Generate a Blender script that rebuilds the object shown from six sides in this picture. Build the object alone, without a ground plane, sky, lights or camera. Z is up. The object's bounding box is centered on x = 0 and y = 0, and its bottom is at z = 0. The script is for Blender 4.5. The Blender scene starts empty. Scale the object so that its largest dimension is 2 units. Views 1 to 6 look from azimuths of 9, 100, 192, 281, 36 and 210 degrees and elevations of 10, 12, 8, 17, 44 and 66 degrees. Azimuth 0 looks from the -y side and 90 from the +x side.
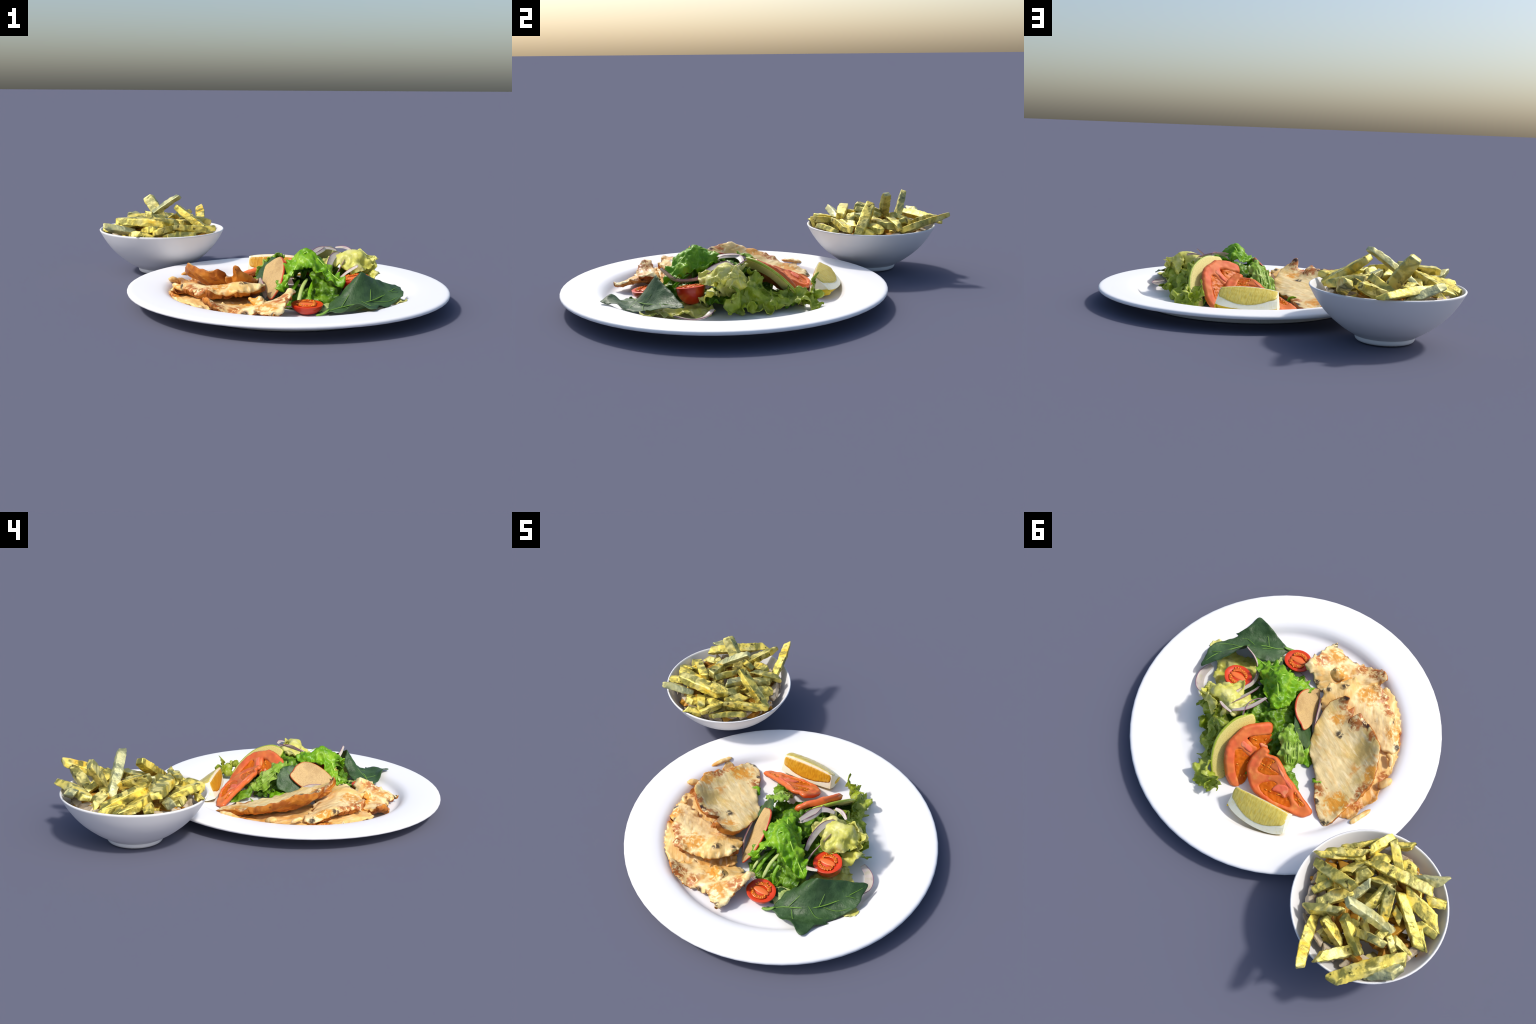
"""Dinner plate with grilled chicken and salad, next to a bowl of seasoned fries.
Control points are in centimetres, in the frame of the set (z up, ground at 0)."""
import bpy, math, random
import numpy as np
from mathutils import Vector, noise, geometry

SEED = 7
PLATE_C = (0.194, -0.153)
BOWL_C = (-0.638, 0.517)

# ------------------------------------------------------------------ materials
def lin(r, g, b):
    f = lambda c: c / 12.92 if c <= 0.04045 else ((c + 0.055) / 1.055) ** 2.4
    return (f(r / 255), f(g / 255), f(b / 255), 1.0)


class Mat:
    """Small builder: a base colour and layers mixed over it by procedural masks."""
    def __init__(self, name, base, rough=0.5, spec=0.5, **kw):
        self.m = bpy.data.materials.new(name)
        self.m.use_nodes = True
        self.t = self.m.node_tree
        self.b = self.t.nodes["Principled BSDF"]
        self.b.inputs["Roughness"].default_value = rough
        self.b.inputs["Specular IOR Level"].default_value = spec
        for k, v in kw.items():
            self.b.inputs[k.replace("_", " ")].default_value = v
        self.tc = self.t.nodes.new("ShaderNodeTexCoord").outputs["Object"]
        rgb = self.t.nodes.new("ShaderNodeRGB")
        rgb.outputs[0].default_value = base
        self.col = rgb.outputs[0]
        self.height = None

    def new(self, kind, **inputs):
        n = self.t.nodes.new(kind)
        for k, v in inputs.items():
            s = n.inputs[k.replace("_", " ")]
            if hasattr(v, "is_linked") or isinstance(v, bpy.types.NodeSocket):
                self.t.links.new(v, s)
            else:
                s.default_value = v
        return n

    def math(self, op, a, b=0.0, c=None):
        n = self.t.nodes.new("ShaderNodeMath")
        n.operation = op
        for i, v in enumerate((a, b) if c is None else (a, b, c)):
            if isinstance(v, bpy.types.NodeSocket):
                self.t.links.new(v, n.inputs[i])
            else:
                n.inputs[i].default_value = v
        return n.outputs[0]

    def noise(self, scale, detail=3.0, stretch=(1, 1, 1), rot=(0, 0, 0), off=(0, 0, 0), dist=0.0):
        mp = self.new("ShaderNodeMapping", Vector=self.tc, Scale=stretch, Location=off)
        if any(rot):
            r = self.new("ShaderNodeMapping", Vector=self.tc, Rotation=rot)
            self.t.links.new(r.outputs[0], mp.inputs["Vector"])
        n = self.new("ShaderNodeTexNoise", Vector=mp.outputs[0], Scale=scale, Detail=detail, Distortion=dist)
        return n.outputs["Fac"]

    def voronoi(self, scale, feature="F1"):
        n = self.new("ShaderNodeTexVoronoi", Vector=self.tc, Scale=scale)
        n.feature = feature
        return n.outputs["Distance"]

    def step(self, v, lo, hi):
        n = self.t.nodes.new("ShaderNodeMapRange")
        n.interpolation_type = "SMOOTHSTEP"
        self.t.links.new(v, n.inputs["Value"])
        n.inputs["From Min"].default_value = lo
        n.inputs["From Max"].default_value = hi
        return n.outputs["Result"]

    def ball(self, p, radius, wobble):
        """soft mask around a point given in metres, its border broken by noise"""
        d = self.t.nodes.new("ShaderNodeVectorMath")
        d.operation = "DISTANCE"
        self.t.links.new(self.tc, d.inputs[0])
        d.inputs[1].default_value = p
        w = self.math("MULTIPLY_ADD", wobble, radius * 1.6, -radius * 0.8)
        return self.step(self.math("ADD", d.outputs["Value"], w), radius, radius * 0.45)

    def layer(self, mask, color, amount=1.0):
        if amount != 1.0:
            mask = self.math("MULTIPLY", mask, amount)
        n = self.t.nodes.new("ShaderNodeMix")
        n.data_type = "RGBA"
        self.t.links.new(mask, n.inputs[0])
        self.t.links.new(self.col, n.inputs[6])
        n.inputs[7].default_value = color
        self.col = n.outputs[2]
        return self

    def relief(self, v, strength, distance=0.004):
        n = self.new("ShaderNodeBump", Height=v, Strength=strength, Distance=distance)
        if self.height is not None:
            self.t.links.new(self.height, n.inputs["Normal"])
        self.height = n.outputs[0]
        return self

    def done(self, translucent=0.0):
        self.t.links.new(self.col, self.b.inputs["Base Color"])
        if self.height is not None:
            self.t.links.new(self.height, self.b.inputs["Normal"])
        if translucent:
            tr = self.new("ShaderNodeBsdfTranslucent", Color=self.col)
            mx = self.new("ShaderNodeMixShader", Fac=translucent)
            self.t.links.new(self.b.outputs[0], mx.inputs[1])
            self.t.links.new(tr.outputs[0], mx.inputs[2])
            self.t.links.new(mx.outputs[0], self.t.nodes["Material Output"].inputs["Surface"])
        return self.m


def ceramic(name, base):
    return Mat(name, base, rough=0.42, spec=0.35).done()


def meat(name, spots, cream, gold, grain_rot):
    m = Mat(name, cream, rough=0.42, spec=0.45)
    m.layer(m.step(m.noise(7, 5, dist=0.6), 0.46, 0.64), gold, 0.75)
    fib = m.noise(11, 6, stretch=(1, 5, 3), rot=(0, 0, grain_rot), dist=0.5)
    m.layer(m.step(fib, 0.52, 0.70), lin(214, 164, 84), 0.45)
    m.layer(m.step(m.noise(11, 5, off=(3, 1, 2), dist=0.5), 0.57, 0.70), lin(214, 140, 40), 0.75)
    m.layer(m.step(m.noise(14, 5, stretch=(1, 4, 1), rot=(0, 0, grain_rot), off=(1, 7, 0)), 0.52, 0.68), lin(250, 234, 192), 0.5)
    wob = m.noise(30, 5, off=(5, 5, 5), dist=0.8)
    rag = m.noise(40, 4, off=(2, 4, 8), dist=1.0)
    for (p, r, k) in spots:
        c = {"b": lin(172, 92, 24), "k": lin(40, 28, 26), "g": lin(216, 146, 42)}[k]
        grow = {"b": 1.6, "k": 1.15, "g": 1.6}[k]
        mask = m.ball(tuple(v / 100 for v in p), r * grow / 100, wob)
        lo = {"b": 0.38, "k": 0.36, "g": 0.36}[k]
        m.layer(m.math("MULTIPLY", mask, m.step(rag, lo, lo + 0.14)), c, 0.92)
    m.layer(m.step(m.noise(95, 2, off=(9, 2, 4)), 0.76, 0.80), lin(60, 40, 22), 0.9)
    m.relief(fib, 0.35, 0.006).relief(m.noise(30, 4), 0.35, 0.005)
    return m.done()


def seared(name):
    m = Mat(name, lin(192, 120, 38), rough=0.5, spec=0.35)
    m.layer(m.step(m.noise(14, 4), 0.42, 0.62), lin(142, 70, 18), 0.85)
    m.layer(m.step(m.noise(30, 4, off=(4, 1, 0)), 0.62, 0.74), lin(222, 170, 90), 0.7)
    m.layer(m.step(m.noise(24, 3, off=(2, 8, 1)), 0.62, 0.72), lin(74, 38, 16), 0.9)
    m.relief(m.noise(45, 4), 0.4, 0.004)
    return m.done()


def leafy(name, base, light, dark, rib, scale=18, rough=0.38, translucent=0.32):
    m = Mat(name, base, rough=rough, spec=0.45)
    m.layer(m.step(m.noise(scale, 4), 0.45, 0.66), light, 0.8)
    m.layer(m.step(m.noise(scale * 0.7, 3, off=(2, 3, 1)), 0.55, 0.75), dark, 0.8)
    m.layer(m.step(m.noise(scale * 1.6, 3, stretch=(1, 4, 1), off=(6, 1, 1), dist=1.0), 0.6, 0.72), rib, 0.55)
    v = m.voronoi(70, "DISTANCE_TO_EDGE")
    m.layer(m.step(v, 0.06, 0.0), light, 0.35)
    m.relief(v, 0.35, 0.004).relief(m.noise(55, 3), 0.3, 0.003)
    return m.done(translucent)


M = {}
def build_materials():
    M["plate"] = ceramic("white_glazed_china", (0.86, 0.86, 0.87, 1))
    M["bowl"] = ceramic("white_porcelain", (0.78, 0.78, 0.79, 1))
    M["seared"] = seared("seared_chicken_underside")
    cream, gold = lin(244, 216, 156), lin(230, 180, 92)
    M["meat_a"] = meat("grilled_chicken_pale", [
        ((-8, -23, 13), 2.6, "k"), ((-4, -38, 21), 4.5, "b"), ((-3, -38.6, 22), 2.2, "k"), ((-8, -37, 16.5), 3, "b"),
        ((-13, -33.5, 19), 5, "b"), ((-18, -32, 19), 3, "k"), ((-24, -28, 19), 3, "b"), ((-33, -10, 15), 4, "g"),
        ((-34, -1, 12), 4, "b"), ((-30, 8, 9), 3, "b"), ((-24, 21, 5), 3, "k"), ((-12, 8, 7), 3.5, "b"), ((-14, 13, 6.5), 2.5, "k"),
        ((-24, 10, 7.5), 5, "g"), ((-3, -29, 15), 3, "g")], lin(228, 204, 148), lin(212, 178, 96), 0.5)
    M["meat_b"] = meat("grilled_chicken_golden", [
        ((2.6, -47, 16), 2.4, "k"), ((-18.5, -54, 15), 3.5, "k"), ((-17, -55, 15), 5, "b"), ((-29, -43.5, 12.5), 2.6, "k"),
        ((-36.5, -32.5, 9.5), 2.6, "k"), ((-10, -50, 16.5), 5, "g"), ((-32, -38, 12), 4, "g"), ((9, -42, 14), 1.8, "k"), ((-24, -49, 14), 4, "b")], cream, gold, 1.0)
    M["meat_c"] = meat("grilled_chicken_charred", [
        ((20, -71.5, 7), 2.4, "k"), ((12.5, -68, 7), 2.6, "k"), ((6, -68, 5.5), 2.5, "k"), ((-6.5, -68.5, 9), 2.6, "k"), ((-8.5, -67, 10), 4.5, "b"),
        ((13, -56, 11), 2.2, "k"), ((22.5, -58, 13.5), 4.2, "b"), ((16, -65, 8), 4, "g"), ((2, -65, 5.5), 3, "b"), ((19, -46, 6), 2.2, "k"), ((8, -57, 9), 4, "g")], cream, gold, -0.6)
    M["meat_d"] = meat("chicken_trimmings", [((-35, -38, 6), 4, "b"), ((-39, -15, 5), 3.5, "b"), ((-33, 5, 5), 3, "b")], lin(236, 196, 124), lin(214, 146, 58), 0.9)

    M["lettuce"] = leafy("bright_green_lettuce", lin(118, 178, 18), lin(168, 214, 52), lin(62, 128, 8), lin(190, 222, 110))
    M["lettuce_pale"] = leafy("pale_lettuce_heart", lin(230, 228, 108), lin(242, 238, 166), lin(198, 204, 44), lin(244, 242, 196), 14)
    M["lettuce_mid"] = leafy("romaine_lettuce", lin(164, 184, 44), lin(204, 212, 104), lin(92, 128, 18), lin(206, 212, 130), 16)
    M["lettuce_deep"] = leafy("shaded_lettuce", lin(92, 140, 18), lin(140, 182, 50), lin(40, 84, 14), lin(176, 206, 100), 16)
    M["lettuce_fold"] = leafy("folded_lettuce", lin(150, 192, 56), lin(196, 220, 120), lin(98, 152, 26), lin(214, 230, 150), 14)
    M["lettuce_rib"] = leafy("lettuce_midrib", lin(196, 216, 124), lin(222, 232, 170), lin(150, 190, 70), lin(226, 236, 180), 16)
    M["spinach"] = leafy("spinach_green", lin(50, 80, 40), lin(74, 104, 62), lin(32, 60, 28), lin(66, 100, 50), 12, rough=0.5, translucent=0.1)
    M["rib_green"] = Mat("lettuce_rib_green", lin(176, 216, 84), rough=0.4).done()
    M["spinach_vein"] = Mat("spinach_vein", lin(104, 146, 48), rough=0.5).done()

    m = Mat("apple_flesh", lin(196, 166, 114), rough=0.55, spec=0.3)
    m.layer(m.step(m.noise(240, 3), 0.42, 0.7), lin(158, 126, 80), 0.7)
    m.layer(m.step(m.noise(14, 3), 0.5, 0.7), lin(214, 180, 116), 0.5)
    m.layer(m.step(m.noise(9, 4, off=(2, 5, 1)), 0.5, 0.68), lin(150, 118, 74), 0.5)
    M["apple_r"] = m.relief(m.noise(120, 2), 0.2, 0.002).done()
    m = Mat("green_apple_flesh", lin(222, 208, 124), rough=0.55, spec=0.3)
    m.layer(m.step(m.noise(240, 3), 0.42, 0.7), lin(188, 168, 90), 0.6)
    M["apple_g"] = m.relief(m.noise(120, 2), 0.2, 0.002).done()
    m = Mat("red_apple_skin", lin(196, 70, 40), rough=0.35)
    M["skin_r"] = m.layer(m.step(m.noise(30, 3), 0.5, 0.65), lin(222, 130, 60), 0.6).done()
    m = Mat("green_apple_skin", lin(160, 178, 50), rough=0.35)
    M["skin_g"] = m.layer(m.step(m.noise(30, 3), 0.5, 0.65), lin(190, 196, 84), 0.6).done()

    m = Mat("tomato_wall", lin(216, 116, 62), rough=0.55, spec=0.2)
    m.layer(m.step(m.noise(16, 3), 0.45, 0.65), lin(214, 92, 58), 0.65)
    m.layer(m.step(m.noise(20, 3, off=(3, 3, 1)), 0.55, 0.72), lin(222, 156, 84), 0.6)
    M["tomato_wall"] = m.relief(m.noise(110, 2), 0.2, 0.002).done()
    m = Mat("tomato_core", lin(226, 112, 82), rough=0.55, spec=0.2)
    M["tomato_core"] = m.layer(m.step(m.noise(18, 3), 0.5, 0.7), lin(232, 168, 122), 0.6).done()
    m = Mat("tomato_gel", lin(206, 104, 20), rough=0.4, spec=0.15)
    m.layer(m.step(m.noise(22, 3), 0.45, 0.68), lin(184, 74, 12), 0.8)
    m.layer(m.step(m.noise(40, 3, stretch=(1, 3, 1)), 0.62, 0.75), lin(234, 160, 84), 0.6)
    M["tomato_gel"] = m.relief(m.noise(40, 3), 0.3, 0.004).done()
    M["tomato_skin"] = Mat("tomato_skin", lin(212, 100, 44), rough=0.3).done()
    m = Mat("tomato_seed", lin(226, 148, 46), rough=0.4, spec=0.3)
    M["seed"] = m.done()
    m = Mat("cherry_tomato_skin", lin(182, 40, 16), rough=0.28, spec=0.5)
    M["cherry_skin"] = m.layer(m.step(m.noise(14, 2), 0.5, 0.7), lin(206, 66, 22), 0.5).done()
    m = Mat("cherry_tomato_flesh", lin(212, 60, 16), rough=0.3, spec=0.5)
    M["cherry_flesh"] = m.layer(m.step(m.noise(25, 3), 0.5, 0.7), lin(196, 44, 12), 0.6).done()
    M["cherry_core"] = Mat("cherry_tomato_core", lin(230, 112, 50), rough=0.35).done()
    m = Mat("cherry_tomato_gel", lin(214, 96, 20), rough=0.15, spec=0.6)
    M["cherry_gel"] = m.layer(m.step(m.noise(40, 2), 0.5, 0.65), lin(190, 66, 10), 0.6).done()

    m = Mat("lemon_pith", lin(238, 236, 212), rough=0.6, spec=0.3)
    M["pith"] = m.layer(m.step(m.noise(40, 3), 0.5, 0.7), lin(226, 216, 150), 0.5).done()
    m = Mat("lemon_pulp", lin(244, 226, 118), rough=0.16, spec=0.55)  # base lightened for daylight glowing through the face turned from the sun
    rays = m.noise(30, 4, stretch=(5, 1, 1.2))
    m.layer(m.step(rays, 0.45, 0.62), lin(230, 198, 66), 0.55)
    m.layer(m.step(m.noise(26, 4, stretch=(4, 1, 1), off=(2, 2, 5)), 0.58, 0.72), lin(234, 220, 140), 0.7)
    M["pulp"] = m.relief(rays, 0.45, 0.004).done(0.3)
    m = Mat("lemon_pulp_amber", lin(214, 162, 36), rough=0.3, spec=0.5)
    rays = m.noise(30, 4, stretch=(5, 1, 1.2))
    m.layer(m.step(rays, 0.45, 0.62), lin(196, 138, 24), 0.7)
    m.layer(m.step(m.noise(12, 3, off=(2, 2, 5)), 0.55, 0.72), lin(228, 192, 104), 0.7)
    M["pulp_b"] = m.relief(rays, 0.45, 0.004).done(0.15)
    m = Mat("lemon_rind", lin(220, 188, 30), rough=0.4)
    M["rind"] = m.relief(m.noise(90, 2), 0.4, 0.002).done()

    m = Mat("red_onion_flesh", lin(218, 208, 200), rough=0.3, spec=0.5)
    m.layer(m.step(m.noise(30, 3, stretch=(1, 1, 4)), 0.45, 0.65), lin(204, 200, 168), 0.6)
    m.layer(m.step(m.noise(18, 3, off=(4, 2, 2)), 0.56, 0.7), lin(186, 158, 176), 0.5)
    M["onion"] = m.done(0.3)
    M["onion_skin"] = Mat("red_onion_skin", lin(140, 76, 112), rough=0.35).done()

    # fries: metallic patches; olive shade and grey sky reflection painted over yellow
    m = Mat("seasoned_fry", lin(244, 222, 104), rough=0.48, spec=0.4)
    info = m.t.nodes.new("ShaderNodeObjectInfo").outputs["Random"]
    patch = m.step(m.noise(17, 4, off=(5, 2, 3), dist=0.9), 0.42, 0.60)
    m.layer(m.step(m.noise(13, 4, dist=0.5), 0.46, 0.62), lin(224, 214, 140), 0.8)
    m.layer(m.step(m.noise(10, 3, off=(1, 6, 2)), 0.55, 0.70), lin(238, 192, 44), 0.85)
    m.layer(patch, lin(156, 152, 84), 0.8)  # olive blotches paint the shadowed sides and the ground's reflection
    m.layer(m.step(m.noise(30, 3, off=(8, 2, 6)), 0.63, 0.70), lin(76, 68, 30), 0.85)  # dark specks drawn in for crevice shadow
    m.layer(m.math("MULTIPLY", m.step(info, 0.78, 0.95), 0.55), lin(178, 188, 160), 1.0)  # some fries tinted grey with reflected sky
    m.t.links.new(m.math("MULTIPLY_ADD", patch, 0.6, 0.22), m.b.inputs["Metallic"])
    M["fry"] = m.relief(m.noise(40, 4), 0.45, 0.006).relief(m.noise(18, 3), 0.6, 0.014).done()
    m = Mat("pale_fry_crust", lin(196, 182, 158), rough=0.6, spec=0.3)
    m.layer(m.step(m.noise(20, 4), 0.48, 0.62), lin(150, 128, 100), 0.8)
    M["fry_pale"] = m.relief(m.noise(40, 4), 0.6, 0.008).done()
    m = Mat("orange_brown_fry", lin(176, 126, 34), rough=0.5, spec=0.4, Metallic=0.2)
    m.layer(m.step(m.noise(16, 3), 0.45, 0.65), lin(140, 86, 18), 0.8)
    m.layer(m.step(m.noise(22, 3, off=(5, 2, 3)), 0.58, 0.7), lin(196, 166, 70), 0.8)
    M["fry_deep"] = m.relief(m.noise(45, 4), 0.5, 0.006).done()


# ------------------------------------------------------------------ geometry helpers
def make(name, verts, faces, mats, idx=None, smooth=True, parent=None):
    me = bpy.data.meshes.new(name)
    me.from_pydata([tuple(v) for v in verts], [], faces)
    for k in mats:
        me.materials.append(M[k])
    if idx is not None:
        me.polygons.foreach_set("material_index", list(idx))
    if smooth:
        me.polygons.foreach_set("use_smooth", [True] * len(me.polygons))
    me.validate()
    me.update()
    ob = bpy.data.objects.new(name, me)
    bpy.context.scene.collection.objects.link(ob)
    if parent is not None:
        ob.parent = parent
    return ob


def tag(ob, label, category):
    ob["label"] = label
    ob["category"] = category
    return ob


PLATE_TOP = [(0.0, 0.033), (0.25, 0.033), (0.45, 0.033), (0.53, 0.033), (0.556, 0.0332), (0.57, 0.0355), (0.583, 0.0435), (0.595, 0.058), (0.612, 0.073), (0.64, 0.083), (0.70, 0.0875), (0.76, 0.088), (0.785, 0.0878), (0.9, 0.087)]

def plate_z(x, y):
    r = math.hypot(x - PLATE_C[0], y - PLATE_C[1])
    return float(np.interp(r, [p[0] for p in PLATE_TOP], [p[1] for p in PLATE_TOP]))


def spline(P, closed, n):
    """Catmull-Rom through control points, n samples evenly spaced by length"""
    P = np.asarray(P, float)
    m = len(P)
    Q = np.vstack([P[-1:], P, P[:2]]) if closed else np.vstack([2 * P[:1] - P[1:2], P, 2 * P[-1:] - P[-2:-1]])
    out = []
    for i in range(m if closed else m - 1):
        a, b, c, d = Q[i:i + 4]
        for t in np.linspace(0, 1, 24, endpoint=False):
            out.append(0.5 * (2 * b + (c - a) * t + (2 * a - 5 * b + 4 * c - d) * t * t + (3 * b - a - 3 * c + d) * t ** 3))
    out.append(P[0] if closed else P[-1])
    out = np.array(out)
    L = np.r_[0, np.cumsum(np.linalg.norm(np.diff(out, axis=0), axis=1))]
    s = np.linspace(0, L[-1], n, endpoint=not closed)
    return np.stack([np.interp(s, L, out[:, k]) for k in range(3)], 1)


def length(P, closed=True):
    P = np.asarray(P, float)
    if closed:
        P = np.vstack([P, P[:1]])
    return float(np.linalg.norm(np.diff(P, axis=0), axis=1).sum())


class Plate_spline:
    """thin-plate spline z(x, y)"""
    def __init__(self, X, h, reg=1e-5):
        self.X = X
        n = len(X)
        K = self.k(X, X) + reg * np.eye(n)
        Pm = np.c_[np.ones(n), X]
        A = np.block([[K, Pm], [Pm.T, np.zeros((3, 3))]])
        self.w = np.linalg.lstsq(A, np.r_[h, 0, 0, 0], rcond=None)[0]

    @staticmethod
    def k(a, b):
        r2 = ((a[:, None] - b[None]) ** 2).sum(-1)
        return 0.5 * r2 * np.log(r2 + 1e-12)

    def __call__(self, Y):
        return self.k(Y, self.X) @ self.w[:-3] + np.c_[np.ones(len(Y)), Y] @ self.w[-3:]


def fbm(p, f, octaves=3, seed=0.0):
    v, a, s = 0.0, 1.0, 0.0
    q = Vector((p[0] * f + seed * 13.7, p[1] * f - seed * 7.1, p[2] * f + seed * 3.3))
    for _ in range(octaves):
        v += a * noise.noise(q)
        s += a
        a *= 0.5
        q = q * 2.03
    return v / s


def inside(poly, Q):
    x, y = Q[:, 0], Q[:, 1]
    res = np.zeros(len(Q), bool)
    a = poly
    b = np.roll(poly, -1, 0)
    for (x0, y0), (x1, y1) in zip(a, b):
        c = ((y0 > y) != (y1 > y))
        with np.errstate(divide="ignore", invalid="ignore"):
            res ^= c & (x < (x1 - x0) * (y - y0) / (y1 - y0) + x0)
    return res


def border_distance(poly, Q):
    a, b = poly, np.roll(poly, -1, 0)
    ab = b - a
    out = np.full(len(Q), 1e9)
    for i in range(len(a)):
        t = np.clip(((Q - a[i]) @ ab[i]) / max(ab[i] @ ab[i], 1e-12), 0, 1)
        out = np.minimum(out, np.linalg.norm(Q - (a[i] + t[:, None] * ab[i]), axis=1))
    return out


def frame(n):
    n = np.asarray(n, float)
    n = n / np.linalg.norm(n)
    a = np.cross((0, 1, 0) if abs(n[1]) < 0.9 else (1, 0, 0), n)
    a /= np.linalg.norm(a)
    return a, np.cross(n, a), n


class Sheet:
    """A slab over a free outline: border and inner control points carry a smooth
    surface; it gets an own thickness with rounded rims, ruffles and fine relief."""
    def __init__(self, outline, inner=(), normal=(0, 0, 1), res=0.008, jag=0.0, jag_f=60, seed=0.0, holes=()):
        self.e1, self.e2, self.n = frame(normal)
        O = np.asarray(outline, float) / 100
        nb = max(24, int(length(O) * 1.05 / res))
        B = spline(O, True, nb)
        B2 = self.to2(B)
        if jag:
            t = np.roll(B2, -1, 0) - np.roll(B2, 1, 0)
            t /= np.linalg.norm(t, axis=1)[:, None] + 1e-9
            nn = np.c_[t[:, 1], -t[:, 0]]
            B2 = B2 + nn * np.array([jag * fbm(p, jag_f, 2, seed + 5) for p in B])[:, None]
        step = max(1, nb // 70)
        X = B2[::step]
        h = (B @ self.n)[::step]
        if len(inner):
            I = np.asarray(inner, float) / 100
            X = np.vstack([X, self.to2(I)])
            h = np.r_[h, I @ self.n]
        self.surf = Plate_spline(X, h)
        self.B2 = B2
        lo, hi = B2.min(0), B2.max(0)
        rng = np.random.default_rng(int(seed * 17) + 3)
        G = []
        dy = res * 0.87
        for j, y in enumerate(np.arange(lo[1], hi[1], dy)):
            xs = np.arange(lo[0] + (j % 2) * res / 2, hi[0], res)
            G.append(np.c_[xs, np.full(len(xs), y)])
        G = np.vstack(G)
        G = G + rng.normal(size=G.shape) * res * 0.08
        G = G[inside(B2, G)]
        G = G[border_distance(B2, G) > res * 0.55]
        H2, edges, k = [], [], nb
        for hole in holes:
            hp = np.asarray(hole, float) / 100
            h2 = self.to2(spline(hp, True, max(16, int(length(hp) / res))))
            G = G[~inside(h2, G)]
            G = G[border_distance(h2, G) > res * 0.55]
            edges += [(k + i, k + (i + 1) % len(h2)) for i in range(len(h2))]
            k += len(h2)
            H2.append(h2)
        pts = np.vstack([B2] + H2 + [G])
        v, _, f, *_ = geometry.delaunay_2d_cdt([Vector(p) for p in pts], edges, [list(range(nb))], 1, 1e-6)
        self.V2 = np.array([tuple(p) for p in v])
        self.F = []
        for q in f:
            q = list(q)
            a, b, c = self.V2[q[0]], self.V2[q[1]], self.V2[q[2]]
            if (b[0] - a[0]) * (c[1] - a[1]) - (b[1] - a[1]) * (c[0] - a[0]) < 0:
                q.reverse()
            self.F.append(q)
        self.d = border_distance(B2, self.V2)
        for h2 in H2:
            cen = np.array([self.V2[q[:3]].mean(0) for q in self.F])
            keep = ~inside(h2, cen)
            self.F = [q for q, ok in zip(self.F, keep) if ok]
            self.d = np.minimum(self.d, border_distance(h2, self.V2))
        self.P = self.lift(self.V2)
        self.seed = seed

    def to2(self, P):
        return np.c_[P @ self.e1, P @ self.e2]

    def lift(self, Q):
        return Q[:, :1] * self.e1 + Q[:, 1:2] * self.e2 + self.surf(Q)[:, None] * self.n

    def normals(self, P=None):
        P = self.P if P is None else P
        N = np.zeros_like(P)
        F = np.array([f[:3] for f in self.F])
        fn = np.cross(P[F[:, 1]] - P[F[:, 0]], P[F[:, 2]] - P[F[:, 0]])
        for k in range(3):
            np.add.at(N, F[:, k], fn)
        return N / (np.linalg.norm(N, axis=1)[:, None] + 1e-12)

    def rough(self, amp, f, octaves=3, seed=0.0, edge=None, crease=False):
        """push along the normal by noise; edge=(width, extra) adds ruffles at the rim"""
        N = self.normals()
        k = np.array([fbm(p, f, octaves, self.seed + seed) for p in self.P])
        k = (0.35 - np.abs(k) * 2.2) * amp if crease else k * amp          # sharp ridges, as in crumpled leaves
        if edge:
            w, extra, ef = edge
            k = k + np.clip(1 - self.d / w, 0, 1) ** 1.5 * extra * np.array([fbm(p, ef, 1, self.seed + seed + 3) * 1.8 for p in self.P])
        self.P = self.P + N * k[:, None]
        return self

    def build(self, name, mats, thick=0.01, rim=0.002, round_w=0.02, drop=0.4, floor=True, under=None, parent=None, rough_under=0.0):
        """mats: upper, wall, lower"""
        N = self.normals()
        t = np.clip(self.d / round_w, 0, 1)
        prof = rim + (thick - rim) * np.sqrt(np.clip(1 - (1 - t) ** 2, 0, 1))
        top = self.P - N * ((thick - prof) * drop)[:, None]
        bot = self.P - N * ((thick - prof) * drop + prof)[:, None]
        if rough_under:
            bot = bot + N * np.array([fbm(p, 25, 3, self.seed + 9) * rough_under for p in bot])[:, None] * t[:, None]
        if floor:
            zf = np.array([plate_z(p[0], p[1]) for p in bot]) + 0.0015
            up = np.clip(zf - bot[:, 2], 0, None)
            bot[:, 2] += up
            zt = np.array([plate_z(p[0], p[1]) for p in top]) + 0.0035
            top[:, 2] = np.maximum(top[:, 2], zt)
        n = len(top)
        edge = {}
        for f in self.F:
            for a, b in zip(f, f[1:] + f[:1]):
                edge[(a, b)] = edge.get((a, b), 0) + 1
        walls = [(b, a, a + n, b + n) for (a, b) in edge if (b, a) not in edge]
        V = np.vstack([top, bot])
        if rim > 0.006:                       # thick rims bulge: one more ring of points
            out = np.zeros_like(top)
            for b, a, *_ in walls:
                o = np.cross(top[b] - top[a], N[a] + N[b])
                out[a] -= o
                out[b] -= o
            mid, ring = {}, []
            for w in walls:
                for i in w[:2]:
                    if i not in mid:
                        mid[i] = 2 * n + len(ring)
                        o = out[i] / (np.linalg.norm(out[i]) + 1e-12)
                        h = np.linalg.norm(top[i] - bot[i])
                        ring.append((top[i] + bot[i]) / 2 - o * h * 0.38)
            V = np.vstack([V, np.array(ring)])
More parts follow.
